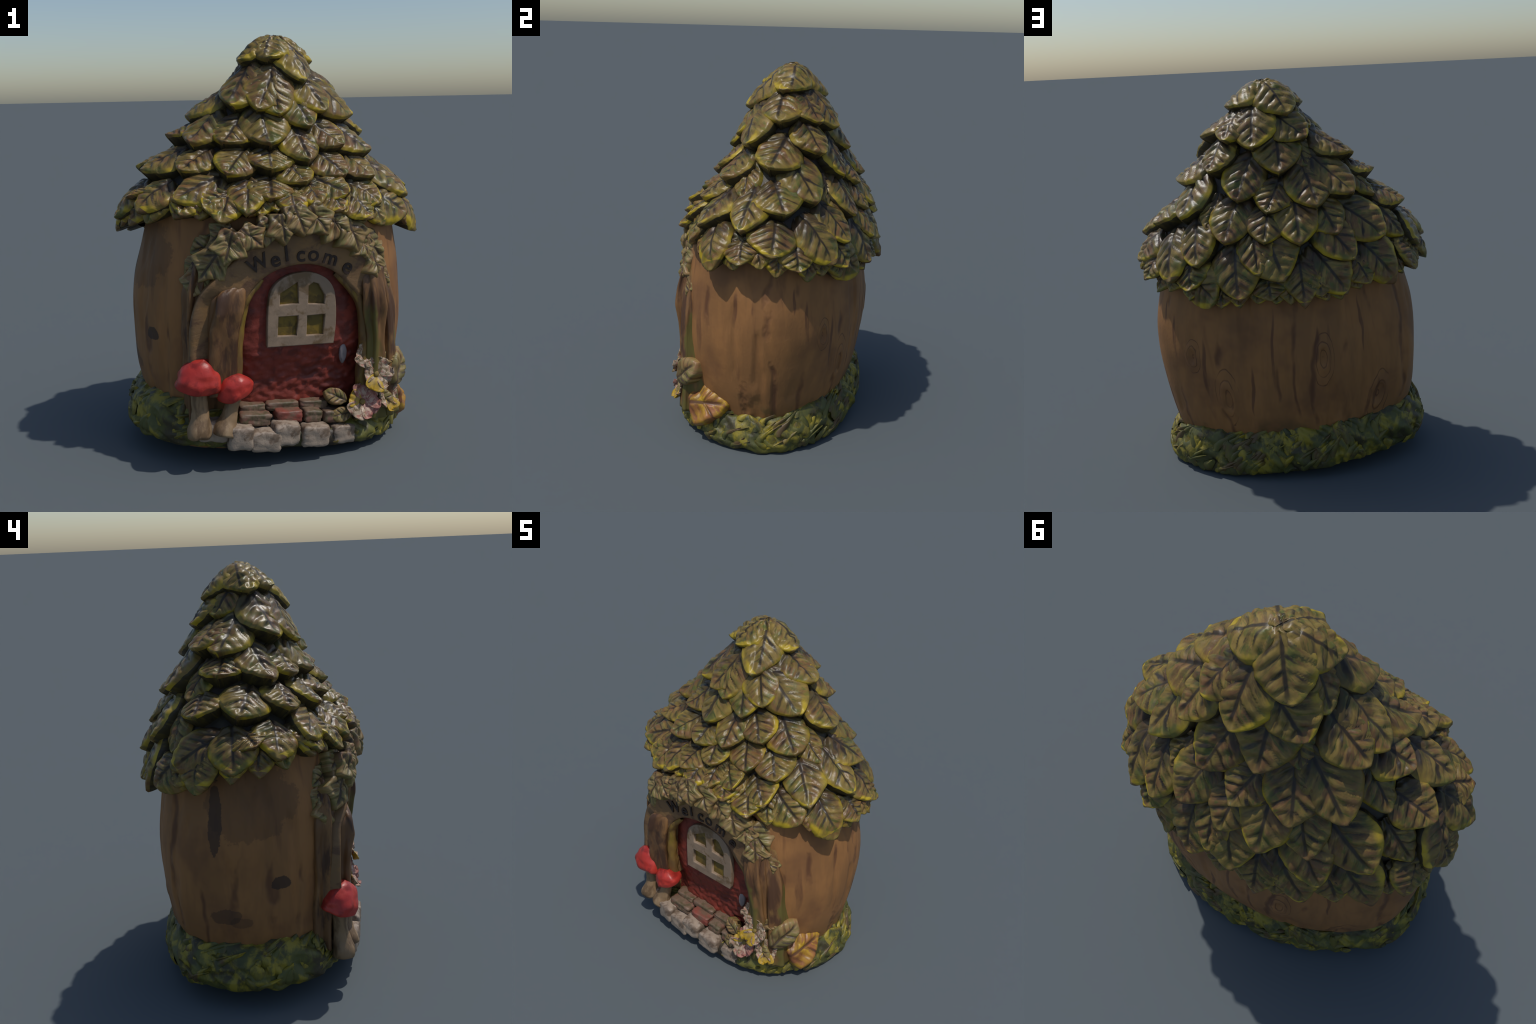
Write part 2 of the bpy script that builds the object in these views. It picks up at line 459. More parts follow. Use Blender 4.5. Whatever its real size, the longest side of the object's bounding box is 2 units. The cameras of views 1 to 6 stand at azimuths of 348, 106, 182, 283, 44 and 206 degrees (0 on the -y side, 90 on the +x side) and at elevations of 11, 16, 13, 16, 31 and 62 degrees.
def build_tufts():
    """Short leaning blades pressed onto the mound."""
    verts, faces = [], []
    r = random.Random(5)
    for k in range(170):
        az = r.uniform(25, 338)
        t0 = r.uniform(.05, .8)
        L, W = r.uniform(.10, .17), r.uniform(.034, .056)
        lean = r.uniform(-5, 2) if r.random() < .25 else r.uniform(4, 13)
        b = len(verts)
        ns, nc = 9, 9
        for i in range(ns):
            s = i / (ns - 1)
            t = min(t0 + s * L * 2.3, 1.0)
            a = az + lean * s * s
            c, n = base_point(a, t)
            tan = (base_row(a + .5, t) - base_row(a - .5, t)).normalized()
            w = W * (0.35 + .9 * s) * (1 - s ** 3) ** .7 * .8 + .001
            for j in range(nc):
                u = j / (nc - 1) * 2 - 1
                verts.append(c + tan * (u * w) + n * (0.015 * (1 - u * u) * (0.5 + .6 * s) - 0.006))
        for f in grid_faces(ns, nc):
            faces.append(tuple(b + q for q in f))
    ob = add_object("grass_tuft", verts, faces, MAT_BLADE, base)
    ob["kind"] = "stuff"


build_tufts()

# --- roof core ----------------------------------------------------------------------
ROOF = [  # z, left, right, front, back (outer faces of the leaves)
    (0.80, -.74, .74, -.535, .535), (0.95, -.765, .77, -.54, .555), (1.10, -.77, .77, -.54, .55),
    (1.20, -.75, .74, -.505, .52), (1.30, -.68, .66, -.43, .48), (1.40, -.585, .575, -.355, .43),
    (1.50, -.475, .50, -.29, .39), (1.60, -.385, .435, -.25, .35), (1.70, -.285, .38, -.215, .31),
    (1.80, -.205, .29, -.18, .275), (1.88, -.15, .24, -.12, .225), (1.94, -.10, .20, -.07, .18),
    (1.98, -.04, .14, -.02, .13), (2.00, .03, .08, .03, .08)]
ROOF_ROUND = [(0, 2.0), (40, 1.92), (90, 2.0), (130, 2.12), (180, 2.0), (229, 1.95), (250, 2.1), (270, 2.0), (305, 2.2)]
CORE_INSET = 0.078


def roof_xy(az, z, inset=CORE_INSET):
    return section_point(profile(ROOF, z, .025), az, ROOF_ROUND, inset)


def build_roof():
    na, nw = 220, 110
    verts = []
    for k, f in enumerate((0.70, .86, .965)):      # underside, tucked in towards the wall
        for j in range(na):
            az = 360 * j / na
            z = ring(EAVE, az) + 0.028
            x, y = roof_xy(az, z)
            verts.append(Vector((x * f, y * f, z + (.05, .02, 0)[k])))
    for i in range(nw):
        w = i / (nw - 1)
        for j in range(na):
            az = 360 * j / na
            z0 = ring(EAVE, az) + 0.028
            z = z0 + (1.975 - z0) * w
            x, y = roof_xy(az, z)
            verts.append(Vector((x, y, z)))
    faces = grid_faces(nw + 3, na, True)
    top = len(verts)
    verts.append(Vector((.055, .055, 1.98)))
    b = (nw + 2) * na
    for j in range(na):
        faces.append((b + j, b + (j + 1) % na, top))
    # the leaves are draped over a guide that carries on a little below the eave
    guide = list(verts)
    for k, f in enumerate((.90, .96, 1.0)):
        for j in range(na):
            az = 360 * j / na
            z = ring(EAVE, az) + 0.015 - (.12, .06, .02)[k]
            x, y = roof_xy(az, z)
            guide[k * na + j] = Vector((x * f, y * f, z))
    tree = BVHTree.FromPolygons(guide, faces)
    nrm = [Vector((0, 0, 0)) for _ in guide]
    for f in faces:
        n = (guide[f[2]] - guide[f[0]]).cross(guide[f[-1]] - guide[f[1]])
        for v in f:
            nrm[v] += n
    nrm = [n.normalized() for n in nrm]
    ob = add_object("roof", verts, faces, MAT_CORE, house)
    return ob, tree, guide, faces, nrm


roof, ROOF_TREE, GUIDE, GUIDE_FACES, GUIDE_NORMALS = build_roof()


def drape(p):
    """Closest point of the roof guide and its smooth normal."""
    loc, n, f, _ = ROOF_TREE.find_nearest(p)
    acc = Vector((0, 0, 0))
    for v in GUIDE_FACES[f]:
        acc += GUIDE_NORMALS[v] / ((GUIDE[v] - loc).length_squared + 1e-6)
    return loc, acc.normalized()



def roof_at(az, z):
    """Point of the core seen at azimuth az from the roof axis at height z."""
    o = Vector((.03, .02, z))
    d = Vector((math.sin(math.radians(az)), -math.cos(math.radians(az)), 0))
    hit = ROOF_TREE.ray_cast(o + d * 2, -d)
    if hit[0] is None:
        x, y = roof_xy(az, z)
        return Vector((x, y, z))
    return hit[0]


# --- roof leaves ----------------------------------------------------------------------
def outline(s, point):
    a = np.interp(s, [0, .15, .3, .48, .64, .78, .88, .95, 1], [.42, .72, .92, 1, .90, .67, .44, .24, .02])
    b = np.interp(s, [0, .15, .3, .48, .64, .78, .88, .95, 1], [.42, .74, .94, 1, .94, .77, .56, .35, .06])
    return a * point + b * (1 - point)


def groove(x, y):
    """Depth 0..1 of the vein pattern at leaf coordinates x (-.5..+.5), y (0..1)."""
    ax = abs(x)
    q = (y - VEIN_SLANT * ax - VEIN_START + VEIN_STEP * .5) / VEIN_STEP
    d = abs(q - math.floor(q) - .5)
    side = smoothstep(.24, .05, d) * smoothstep(.44, .25, ax) * smoothstep(.93, .75, y)
    mid = smoothstep(.075, .01, ax) * smoothstep(1.0, .85, y)
    return max(.75 * side, mid)


def roof_leaf(tip, root, width, lift=0.05, r=random, start=.004, mat=None):
    """A thick leaf draped over the roof core from root to tip."""
    ey = (tip - root)
    L = ey.length
    ey.normalize()
    nrm = ((ROOF_TREE.find_nearest(tip)[1] + ROOF_TREE.find_nearest(root)[1]) * .5)
    nrm = (nrm - ey * nrm.dot(ey)).normalized()
    ex = ey.cross(nrm)
    frame = Matrix((ex, ey, nrm)).transposed().to_4x4()
    frame.translation = root
    frame = frame @ Matrix.Diagonal((width, L, 1, 1))
    inv = frame.inverted()
    point, seed = r.uniform(.3, 1), r.uniform(0, 90)
    skew, curl, bow = r.uniform(-.05, .05), r.uniform(-.012, .012), r.uniform(-.03, .03)
    ns, cols = 40, [-1.06, -1.04, -1.0] + list(np.linspace(-.94, .94, 25)) + [1.0, 1.04, 1.06]
    rows = list(np.linspace(0, 1, ns)) + [1.012, 1.02]
    verts = []
    for i, s in enumerate(rows):
        sc = min(s, 1)
        w = outline(sc, point)
        for t in cols:
            tc = max(-1, min(1, t))
            wob = 1 + .05 * noise.noise(Vector((s * 6, 3 * (1 if t > 0 else -1), seed)))
            x = .5 * w * wob * t + skew * math.sin(sc * math.pi) + bow * sc * sc
            p = frame @ Vector((x, s, 0))
            loc, n = drape(p)
            xl = .5 * w * tc
            h = start + lift * (sc ** .9) + .016 * (1 - tc * tc) + curl * tc * sc
            h -= .011 * groove(xl, sc)
            h += .007 * noise.noise(Vector((xl * 7, sc * 7, seed)))
            edge = max(abs(t), 1.0 if s > 1 else 0)
            h -= .010 * smoothstep(.82, 1.0, max(abs(tc), smoothstep(.93, 1.0, s)))
            if abs(t) > 1.05 or s > 1.015:
                h = -.012
            elif abs(t) > 1.01 or s > 1.005:
                h = h - .016
            verts.append(inv @ (loc + n * h))
    faces = grid_faces(len(rows), len(cols))
    ob = add_object("roof_leaf", verts, faces, mat or MAT_LEAF, roof, matrix=frame)
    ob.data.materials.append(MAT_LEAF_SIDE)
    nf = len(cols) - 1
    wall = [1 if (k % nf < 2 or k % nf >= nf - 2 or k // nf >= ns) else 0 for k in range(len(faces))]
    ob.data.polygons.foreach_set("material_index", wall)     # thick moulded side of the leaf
    return ob


# (tip azimuth, tip height, root azimuth, root height, width)
LEAVES = {
    'upper': [
        (29, 1.53, 20, 1.72, 0.20), (80, 1.56, 62, 1.75, 0.22), (99, 1.68, 100, 1.83, 0.21), (130, 1.53, 124, 1.69, 0.18),
        (164, 1.65, 155, 1.84, 0.20), (189, 1.53, 190, 1.73, 0.22), (222, 1.68, 191, 1.81, 0.19), (250, 1.57, 245, 1.70, 0.18),
        (263, 1.56, 267, 1.72, 0.21), (305, 1.62, 292, 1.82, 0.22), (355, 1.59, 344, 1.80, 0.21), (328, 1.61, 350, 1.80, .20),
        (52, 1.60, 48, 1.78, 0.19), (135, 1.68, 130, 1.83, .19),
    ],
    'middle': [
        (15, 1.36, 16, 1.54, 0.19), (49, 1.42, 42, 1.55, 0.19), (69, 1.38, 68, 1.53, 0.21), (95, 1.46, 104, 1.61, 0.22),
        (154, 1.41, 159, 1.60, 0.20), (177, 1.35, 187, 1.49, 0.18), (212, 1.36, 213, 1.55, 0.21), (236, 1.40, 226, 1.59, 0.21),
        (267, 1.46, 265, 1.56, 0.19), (292, 1.44, 285, 1.60, 0.19), (309, 1.45, 310, 1.58, 0.19), (343, 1.44, 332, 1.63, 0.22),
    ],
    'lower': [
        (7, 1.27, 1, 1.37, 0.17), (30, 1.21, 20, 1.30, 0.18), (37, 1.29, 33, 1.42, 0.19), (55, 1.27, 55, 1.40, 0.20),
        (88, 1.19, 88, 1.36, 0.18), (105, 1.26, 100, 1.40, 0.23), (122, 1.31, 111, 1.51, 0.22), (151, 1.22, 153, 1.41, 0.20),
        (197, 1.21, 199, 1.43, 0.21), (241, 1.21, 231, 1.36, 0.22), (262, 1.31, 259, 1.41, 0.18), (277, 1.31, 281, 1.43, 0.21),
        (283, 1.21, 280, 1.27, 0.17), (298, 1.32, 299, 1.43, 0.18), (302, 1.21, 313, 1.32, 0.18), (314, 1.19, 322, 1.26, 0.17),
        (319, 1.31, 322, 1.43, 0.19), (345, 1.33, 343, 1.44, 0.21), (345, 1.21, 345, 1.31, 0.21), (176, 1.22, 178, 1.38, .19),
        (12, 1.19, 10, 1.29, .16), (219, 1.24, 216, 1.40, .19),
    ],
    'eave': [
        (48, 1.17, 43, 1.27, 0.18), (64, 1.11, 56, 1.22, 0.20), (68, 1.18, 70, 1.34, 0.20), (79, 1.05, 74, 1.21, 0.18),
        (89, 1.07, 88, 1.17, 0.18), (100, 1.10, 101, 1.23, 0.22), (110, 1.04, 110, 1.14, 0.17), (126, 1.05, 117, 1.24, 0.20),
        (139, 1.12, 129, 1.30, 0.18), (148, 0.97, 134, 1.09, 0.19), (161, 0.98, 157, 1.19, 0.22), (173, 1.09, 167, 1.27, 0.17),
        (179, 0.98, 177, 1.08, 0.18), (187, 1.07, 177, 1.26, 0.25), (197, 0.96, 196, 1.13, 0.18), (219, 0.99, 207, 1.17, 0.21),
        (224, 1.13, 214, 1.31, 0.19), (241, 1.02, 232, 1.20, 0.20), (249, 1.06, 254, 1.16, 0.18), (256, 1.13, 269, 1.26, 0.18),
        (276, 1.13, 275, 1.28, 0.19), (289, 1.17, 291, 1.29, 0.19), (333, 1.17, 331, 1.30, 0.18), (40, 1.12, 38, 1.22, .18),
        (322, 1.15, 322, 1.26, .18), (306, 1.17, 306, 1.26, .17), (206, .985, 205, 1.12, .18), (264, 1.08, 264, 1.20, .18),
        (136, 1.02, 132, 1.14, .18), (230, 1.02, 226, 1.14, .18), (357, 1.17, 357, 1.27, .17), (24, 1.16, 22, 1.26, .17),
    ],
}
# crown leaves radiate from the apex: (azimuth, tip height, width)
CROWN = [(285, 1.83, .19), (102, 1.83, .20), (208, 1.80, .21), (38, 1.74, .21), (340, 1.84, .20)]
APEX = Vector((.055, .055, 1.98))


def seg_distance(p, a, b):
    t = max(0, min(1, (p - a).dot(b - a) / (b - a).length_squared))
    return (p - a.lerp(b, t)).length


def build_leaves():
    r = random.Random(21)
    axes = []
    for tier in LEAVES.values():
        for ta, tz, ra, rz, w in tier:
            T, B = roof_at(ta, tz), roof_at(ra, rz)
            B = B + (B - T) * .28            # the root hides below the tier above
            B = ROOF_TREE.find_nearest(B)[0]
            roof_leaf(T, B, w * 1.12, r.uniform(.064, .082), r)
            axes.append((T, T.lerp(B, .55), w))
    # younger leaves of the layer below peep out where the tiers leave a gap
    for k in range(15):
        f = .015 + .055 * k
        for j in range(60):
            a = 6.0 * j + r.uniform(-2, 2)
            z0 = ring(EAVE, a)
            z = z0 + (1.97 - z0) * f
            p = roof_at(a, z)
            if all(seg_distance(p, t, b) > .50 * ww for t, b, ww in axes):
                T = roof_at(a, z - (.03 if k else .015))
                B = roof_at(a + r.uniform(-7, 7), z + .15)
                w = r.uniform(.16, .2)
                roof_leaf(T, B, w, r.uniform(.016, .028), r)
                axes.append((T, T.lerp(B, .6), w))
    # a close fringe of small leaves along the eave
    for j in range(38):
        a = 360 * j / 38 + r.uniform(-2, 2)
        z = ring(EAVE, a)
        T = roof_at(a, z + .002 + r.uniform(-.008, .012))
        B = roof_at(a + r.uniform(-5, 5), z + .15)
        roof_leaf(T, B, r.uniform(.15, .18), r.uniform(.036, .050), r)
    for az, z, w in CROWN:
        roof_leaf(roof_at(az, z), APEX, w * 1.06, .046, r, .016, MAT_CROWN)


build_leaves()


# --- front: everything stands on a slightly turned plane -----------------------------
def front(x, z, out=0.0):
    """Point of the porch front plane, 'out' metres towards the viewer."""
    return Vector((x - .09 * out, -.473 + .09 * x - out, z))


def curve_samples(pts, n):
    """Catmull-Rom through control points, n even samples."""
    P = [Vector(p) for p in pts]
    P = [P[0] * 2 - P[1]] + P + [P[-1] * 2 - P[-2]]
    dense = []
    for i in range(1, len(P) - 2):
        for k in range(24):
            t = k / 24
            a, b, c, d = P[i - 1], P[i], P[i + 1], P[i + 2]
            dense.append(.5 * ((2 * b) + (c - a) * t + (2 * a - 5 * b + 4 * c - d) * t * t + (3 * b - a - 3 * c + d) * t ** 3))
    dense.append(P[-2])
    L = [0]
    for a, b in zip(dense, dense[1:]):
        L.append(L[-1] + (b - a).length)
    out = []
    for k in range(n):
        s = L[-1] * k / (n - 1)
        i = min(max(int(np.searchsorted(L, s)) - 1, 0), len(dense) - 2)
        t = (s - L[i]) / max(L[i + 1] - L[i], 1e-9)
        out.append(dense[i].lerp(dense[i + 1], t))
    return out


ARCH_IN = [(-.27, .40), (-.262, .55), (-.25, .67), (-.238, .74), (-.212, .81), (-.146, .887), (-.048, .932), (.08, .943),
           (.20, .903), (.29, .815), (.345, .74), (.375, .64), (.375, .52), (.36, .38)]
ARCH_OUT = [(-.50, .40), (-.49, .55), (-.48, .70), (-.44, .82), (-.373, .90), (-.268, .99), (-.176, 1.055), (.042, 1.10),
            (.200, 1.085), (.32, 1.03), (.41, .95), (.45, .80), (.465, .60), (.47, .40)]


def build_sign():
    n, m = 90, 12
    a, b = curve_samples(ARCH_IN, n), curve_samples(ARCH_OUT, n)
    verts = []
    for i in range(n):
        side = max(smoothstep(.80, .70, a[i].y), 0)      # below the sign the posts take over
        for k in range(m + 6):
            if k < 3:       # inner return into the doorway
                t, out = 0, (-.14, -.05, -.012)[k]
            elif k >= m + 3:
                t, out = 1, (-.012, -.06, -.30)[k - m - 3]
            else:
                t, out = .03 + .94 * (k - 3) / (m - 1), 0
            p = a[i].lerp(b[i], t)
            nz = .004 * fbm(Vector((p.x * 9, p.y * 9, 2.5)), 2)
            verts.append(front(p.x, p.y, out - .028 * side + (nz if out > -.1 else 0)))
    ob = add_object("sign_board", verts, grid_faces(n, m + 6), MAT_SIGN, house)
    return ob


sign = build_sign()


def letter(ch, x, z, size, turn):
    cu = bpy.data.curves.new("letter", 'FONT')
    cu.body = ch
    cu.size = size
    cu.align_x, cu.align_y = 'CENTER', 'CENTER'
    cu.extrude = .003
    cu.offset = .0015
    tmp = bpy.data.objects.new("letter_tmp", cu)
    COL.objects.link(tmp)
    dg = bpy.context.evaluated_depsgraph_get()
    me = bpy.data.meshes.new_from_object(tmp.evaluated_get(dg))
    bpy.data.objects.remove(tmp)
    ob = bpy.data.objects.new("letter", me)
    me.materials.clear()
    me.materials.append(MAT_LETTER)
    COL.objects.link(ob)
    ob.parent = sign
    right = Vector((1, .09, 0)).normalized()
    up = Vector((0, 0, 1))
    nrm = right.cross(up)
    rot = Matrix((right, up, nrm)).transposed() @ Matrix.Rotation(math.radians(turn), 3, 'Z')
    M = rot.to_4x4()
    M.translation = front(x, z, .002)
    ob.matrix_basis = M


for ch, x, z, s, turn in (("W", -.160, .965, .096, 24), ("e", -.079, .978, .102, 12), ("l", -.025, 1.0, .104, 6),
                          ("c", .044, .992, .102, 0), ("o", .106, .990, .102, -6), ("m", .190, .966, .098, -18), ("e", .277, .918, .106, -34)):
    letter(ch, x, z, s, turn)


# --- bark posts beside the door ---------------------------------------------------------
def trunk(name, spine, widths, depths, mat, lobes, seed, depth_back=.12):
    """Half-round trunk standing on the porch plane: spine of (x, z, out)."""
    n, m = 60, 40
    S = curve_samples([(p[0], p[1], p[2]) for p in spine], n)
    verts = []
    for i, c in enumerate(S):
        t = i / (n - 1)
        w = float(np.interp(t, np.linspace(0, 1, len(widths)), widths))
        d = float(np.interp(t, np.linspace(0, 1, len(depths)), depths))
        for k in range(m):
            a = math.pi * (k / (m - 1)) * 1.3 - .15 * math.pi
            r = 1 + .16 * math.cos(a * lobes * 2 + seed + 1.2 * noise.noise(Vector((t * 3, seed, 0))))
            r += .16 * noise.noise(Vector((math.cos(a) * 3, t * 6, seed)))
            x = c.x - math.cos(a) * w * r
            out = c.z + math.sin(a) * d * r
            verts.append(front(x, c.y, out if 0 < k < m - 1 else -depth_back))
    faces = grid_faces(n, m)
    for row in (0, n - 1):      # close the ends
        cidx = len(verts)
        s = S[row]
        verts.append(front(s.x, s.y + (.012 if row else -.01), s.z + .0))
        for k in range(m - 1):
            q = (row * m + k, row * m + k + 1, cidx)
            faces.append(q if row else q[::-1])
    return add_object(name, verts, faces, mat, house)


trunk("bark_trunk", [(-.445, .20, -.14), (-.45, .5, -.13), (-.445, .75, -.13), (-.42, .92, -.12), (-.38, 1.03, -.14)], [.065, .062, .06, .06, .05], [.07, .065, .06, .06, .04], MAT_BARK, 3, 1.0, .25)
trunk("door_post", [(-.35, .36, -.03), (-.342, .5, -.025), (-.325, .68, -.02), (-.30, .82, -.015), (-.262, .865, -.03)],
      [.07, .07, .072, .08, .06], [.03, .038, .042, .05, .03], MAT_BARK, 2, 2.2, .2)
trunk("door_post", [(.425, .14, -.025), (.43, .4, -.028), (.425, .62, -.022), (.415, .78, -.01), (.41, .9, -.03)],
      [.06, .048, .045, .06, .05], [.03, .03, .035, .045, .03], MAT_BARK_MOSS, 3, 4.1, .2)
trunk("bark_trunk", [(.505, .14, -.06), (.505, .4, -.065), (.495, .66, -.065), (.45, .90, -.085), (.42, 1.05, -.12)], [.06, .045, .042, .045, .04], [.04, .04, .04, .04, .03], MAT_BARK_MOSS, 2, 5.7, .25)


def branch(name, pts, radius, mat, seed):
    """Knobbly branch along (x, z, out) points on the porch front."""
    n, m = 50, 18
    S = curve_samples(pts, n)
    verts = []
    for i, c in enumerate(S):
        t = i / (n - 1)
        r0 = float(np.interp(t, np.linspace(0, 1, len(radius)), radius))
        d = (S[min(i + 1, n - 1)] - S[max(i - 1, 0)])
        d.z = 0
        d.normalize()
        side = Vector((-d.y, d.x, 0))
        for k in range(m):
            a = 2 * math.pi * k / m
            r = r0 * (1 + .25 * noise.noise(Vector((math.cos(a) * 1.5 + seed, math.sin(a) * 1.5, t * 9))))
            q = c + side * (math.cos(a) * r)
            verts.append(front(q.x, q.y, q.z + math.sin(a) * r))
    return add_object(name, verts, grid_faces(n, m, True), mat, house)


branch("door_jamb", [(.375, .24, -.06), (.372, .38, -.05), (.378, .52, -.05), (.372, .64, -.045), (.345, .74, -.035), (.295, .815, -.03), (.22, .89, -.03)],
       [.045, .04, .036, .034, .03, .026, .016], MAT_JAMB, 2.0)
branch("door_jamb", [(-.275, .36, -.055), (-.268, .5, -.05), (-.258, .64, -.045), (-.24, .74, -.035), (-.212, .81, -.03), (-.14, .888, -.03)],
       [.03, .03, .028, .026, .026, .014], MAT_JAMB, 6.0)


# --- door ---------------------------------------------------------------------------
def build_door():
    nx, nz = 90, 110
    verts = []
    for i in range(nz):
        z = .22 + .76 * i / (nz - 1)
        for j in range(nx):
            x = -.34 + .76 * j / (nx - 1)
            out = -.058 - .035 * smoothstep(.56, .36, z) - .02 * smoothstep(.24, .38, x) - .03 * smoothstep(-.17, -.28, x)
            rough = smoothstep(.60, .50, z) + .35
            out += .011 * min(rough, 1) * fbm(Vector((x * 24, z * 30, 3)), 3)
            verts.append(front(x, z, out))
    return add_object("door", verts, grid_faces(nz, nx), MAT_DOOR, house)


door = build_door()
DOOR_TURN = Matrix((Vector((1, .09, 0)).normalized(), Vector((0, 0, 1)), Vector((1, .09, 0)).normalized().cross(Vector((0, 0, 1))))).transposed().to_4x4()


def curve_plate(name, loops, depth, bevel, mat, parent, out):
    """Flat plate with holes, from closed 2D loops of (x, z) on the front plane."""
    cu = bpy.data.curves.new(name, 'CURVE')
    cu.dimensions = '2D'
    cu.fill_mode = 'BOTH'
    cu.extrude = depth
    cu.bevel_depth = bevel
    cu.bevel_resolution = 3
    for loop in loops:
        sp = cu.splines.new('POLY')
        sp.points.add(len(loop) - 1)
        for q, (x, z) in zip(sp.points, loop):
            q.co = (x, z, 0, 1)
        sp.use_cyclic_u = True
    tmp = bpy.data.objects.new(name + "_tmp", cu)
    COL.objects.link(tmp)
    me = bpy.data.meshes.new_from_object(tmp.evaluated_get(bpy.context.evaluated_depsgraph_get()))
    bpy.data.objects.remove(tmp)
    me.materials.clear()
    me.materials.append(mat)
    ob = bpy.data.objects.new(name, me)
    COL.objects.link(ob)
    ob.parent = parent
    M = DOOR_TURN.copy()
    M.translation = front(0, 0, out)
    ob.matrix_basis = M
    return ob


def closed(pts, n):
    s = [(p.x, p.y) for p in curve_samples(pts, n)]
    return s


WINDOW = [(-.118, .562), (-.116, .65), (-.108, .77), (-.085, .84), (-.018, .886), (.080, .897), (.160, .868), (.205, .815),
          (.218, .74), (.218, .64), (.207, .548)]
PANES = [
    [(-.060, .752), (-.056, .812), (.034, .862), (.040, .752)],
    [(.080, .748), (.084, .835), (.110, .852), (.138, .842), (.170, .785), (.168, .738)],
    [(-.072, .605), (-.066, .702), (.034, .698), (.028, .598)],
    [(.071, .594), (.076, .694), (.168, .692), (.162, .590)],
]


def shrink(loop, k):
    cx = sum(p[0] for p in loop) / len(loop)
    cz = sum(p[1] for p in loop) / len(loop)
    return [(cx + (p[0] - cx) * k, cz + (p[1] - cz) * k) for p in loop]


frame = curve_plate("window_frame", [closed(WINDOW, 60)] + [shrink(p, 1.06) for p in PANES], .010, .005, MAT_FRAME, door, -.044)
for p in PANES:
    curve_plate("window_pane", [shrink(p, 1.12)], .004, .001, MAT_PANE, door, -.053)


def lathe(name, prof, mat, parent, matrix, seg=40, lump=0.0, seed=0.0, squash=(1, 1)):
    verts = []
    for r, z in prof:
        for k in range(seg):
            a = 2 * math.pi * k / seg
            p = Vector((r * math.cos(a) * squash[0], r * math.sin(a) * squash[1], z))
            f = 1 + lump * fbm(p * 14 + Vector((seed, seed * 2, 0)), 2)
            verts.append((p.x * f, p.y * f, p.z + lump * .03 * noise.noise(p * 20 + Vector((seed, 0, 7)))))
    faces = grid_faces(len(prof), seg, True)
    for row, flip in ((0, True), (len(prof) - 1, False)):
        c = len(verts)
        verts.append((0, 0, prof[row][1]))
        for k in range(seg):
            q = (row * seg + k, row * seg + (k + 1) % seg, c)
            faces.append(q[::-1] if flip else q)
    return add_object(name, verts, faces, mat, parent, matrix=matrix)


def dense_profile(pts, n=26):
    return [(max(p.x, .0005), p.y) for p in curve_samples(pts, n)]


M = DOOR_TURN.copy()
M.translation = front(.268, .478, -.065)
lathe("door_handle", dense_profile([(.02, -.01), (.024, .0), (.018, .010), (.001, .014)], 12), MAT_HANDLE, door,
      M @ Matrix.Diagonal((.85, 2.1, 1, 1)), lump=.25, seed=3)

# --- toadstools ------------------------------------------------------------------------
toad = bpy.data.objects.new("toadstools", None)
COL.objects.link(toad)
toad.parent = house


def toadstool(cap_c, cap_r, cap_h, tilt, stem_base, stem_r, seed, squash):
    M = Matrix.Translation(cap_c) @ Matrix.Rotation(math.radians(tilt[0]), 4, 'X') @ Matrix.Rotation(math.radians(tilt[1]), 4, 'Y')
    R, H = cap_r, cap_h
    cap = lathe("toadstool_cap", dense_profile([(.001, -.02 * H / .1), (R * .55, -.012), (R * .93, -.012), (R, .006), (R * .93, H * .34), (R * .70, H * .66),
                                               (R * .38, H * .90), (.001, H)], 34), MAT_CAP, toad, M, 44, .19, seed, squash)
    b = Vector(stem_base)
    d = Vector(cap_c) - b
    q = d.to_track_quat('Z', 'Y').to_matrix().to_4x4()
    q.translation = b
    L = d.length
    lathe("toadstool_stem", dense_profile([(stem_r * 1.25, -.03), (stem_r * 1.3, 0), (stem_r * .85, L * .4), (stem_r * .85, L * .75), (stem_r * 1.15, L)], 18),
          MAT_STEM, toad, q, 28, .22, seed + 5)


toadstool((-.445, -.468, .415), (.106), .135, (14, 10), (-.448, -.492, .20), .044, 1.0, (1.0, .85))
toadstool((-.278, -.478, .375), .092, .085, (18, -14), (-.33, -.500, .20), .042, 6.0, (1.0, .8))


# --- stones of the step ---------------------------------------------------------------
def stone(name, c, size, turn, mat, parent, seed, lean=0.0):
    """Rounded, chipped block."""
    n = 11
    verts, faces, idx = [], [], {}

    def vid(a, b, k):
        key = (a, b, k)
        if key not in idx:
            p = Vector((a, b, k)) / (n - 1) * 2 - Vector((1, 1, 1))
            e = 7.0
            l = (abs(p.x) ** e + abs(p.y) ** e + abs(p.z) ** e) ** (1 / e)
            p = p / l * max(abs(p.x), abs(p.y), abs(p.z))
            f = 1 + .11 * fbm(p * 1.5 + Vector((seed, seed * 3, 1)), 3)
            idx[key] = len(verts)
            verts.append((p.x * size[0] * .5 * f, p.y * size[1] * .5 * f, p.z * size[2] * .5 * f))
        return idx[key]

    for i in range(n - 1):
        for j in range(n - 1):
            for q in (0, n - 1):
                f1 = [vid(i, j, q), vid(i + 1, j, q), vid(i + 1, j + 1, q), vid(i, j + 1, q)]
                f2 = [vid(i, q, j), vid(i, q, j + 1), vid(i + 1, q, j + 1), vid(i + 1, q, j)]
                f3 = [vid(q, i, j), vid(q, i + 1, j), vid(q, i + 1, j + 1), vid(q, i, j + 1)]
                for f in (f1, f2, f3):
                    faces.append(f if q else f[::-1])
    M = Matrix.Translation(c) @ Matrix.Rotation(math.radians(turn), 4, 'Z') @ Matrix.Rotation(math.radians(lean), 4, 'Y')
    return add_object(name, verts, faces, mat, parent, matrix=M)


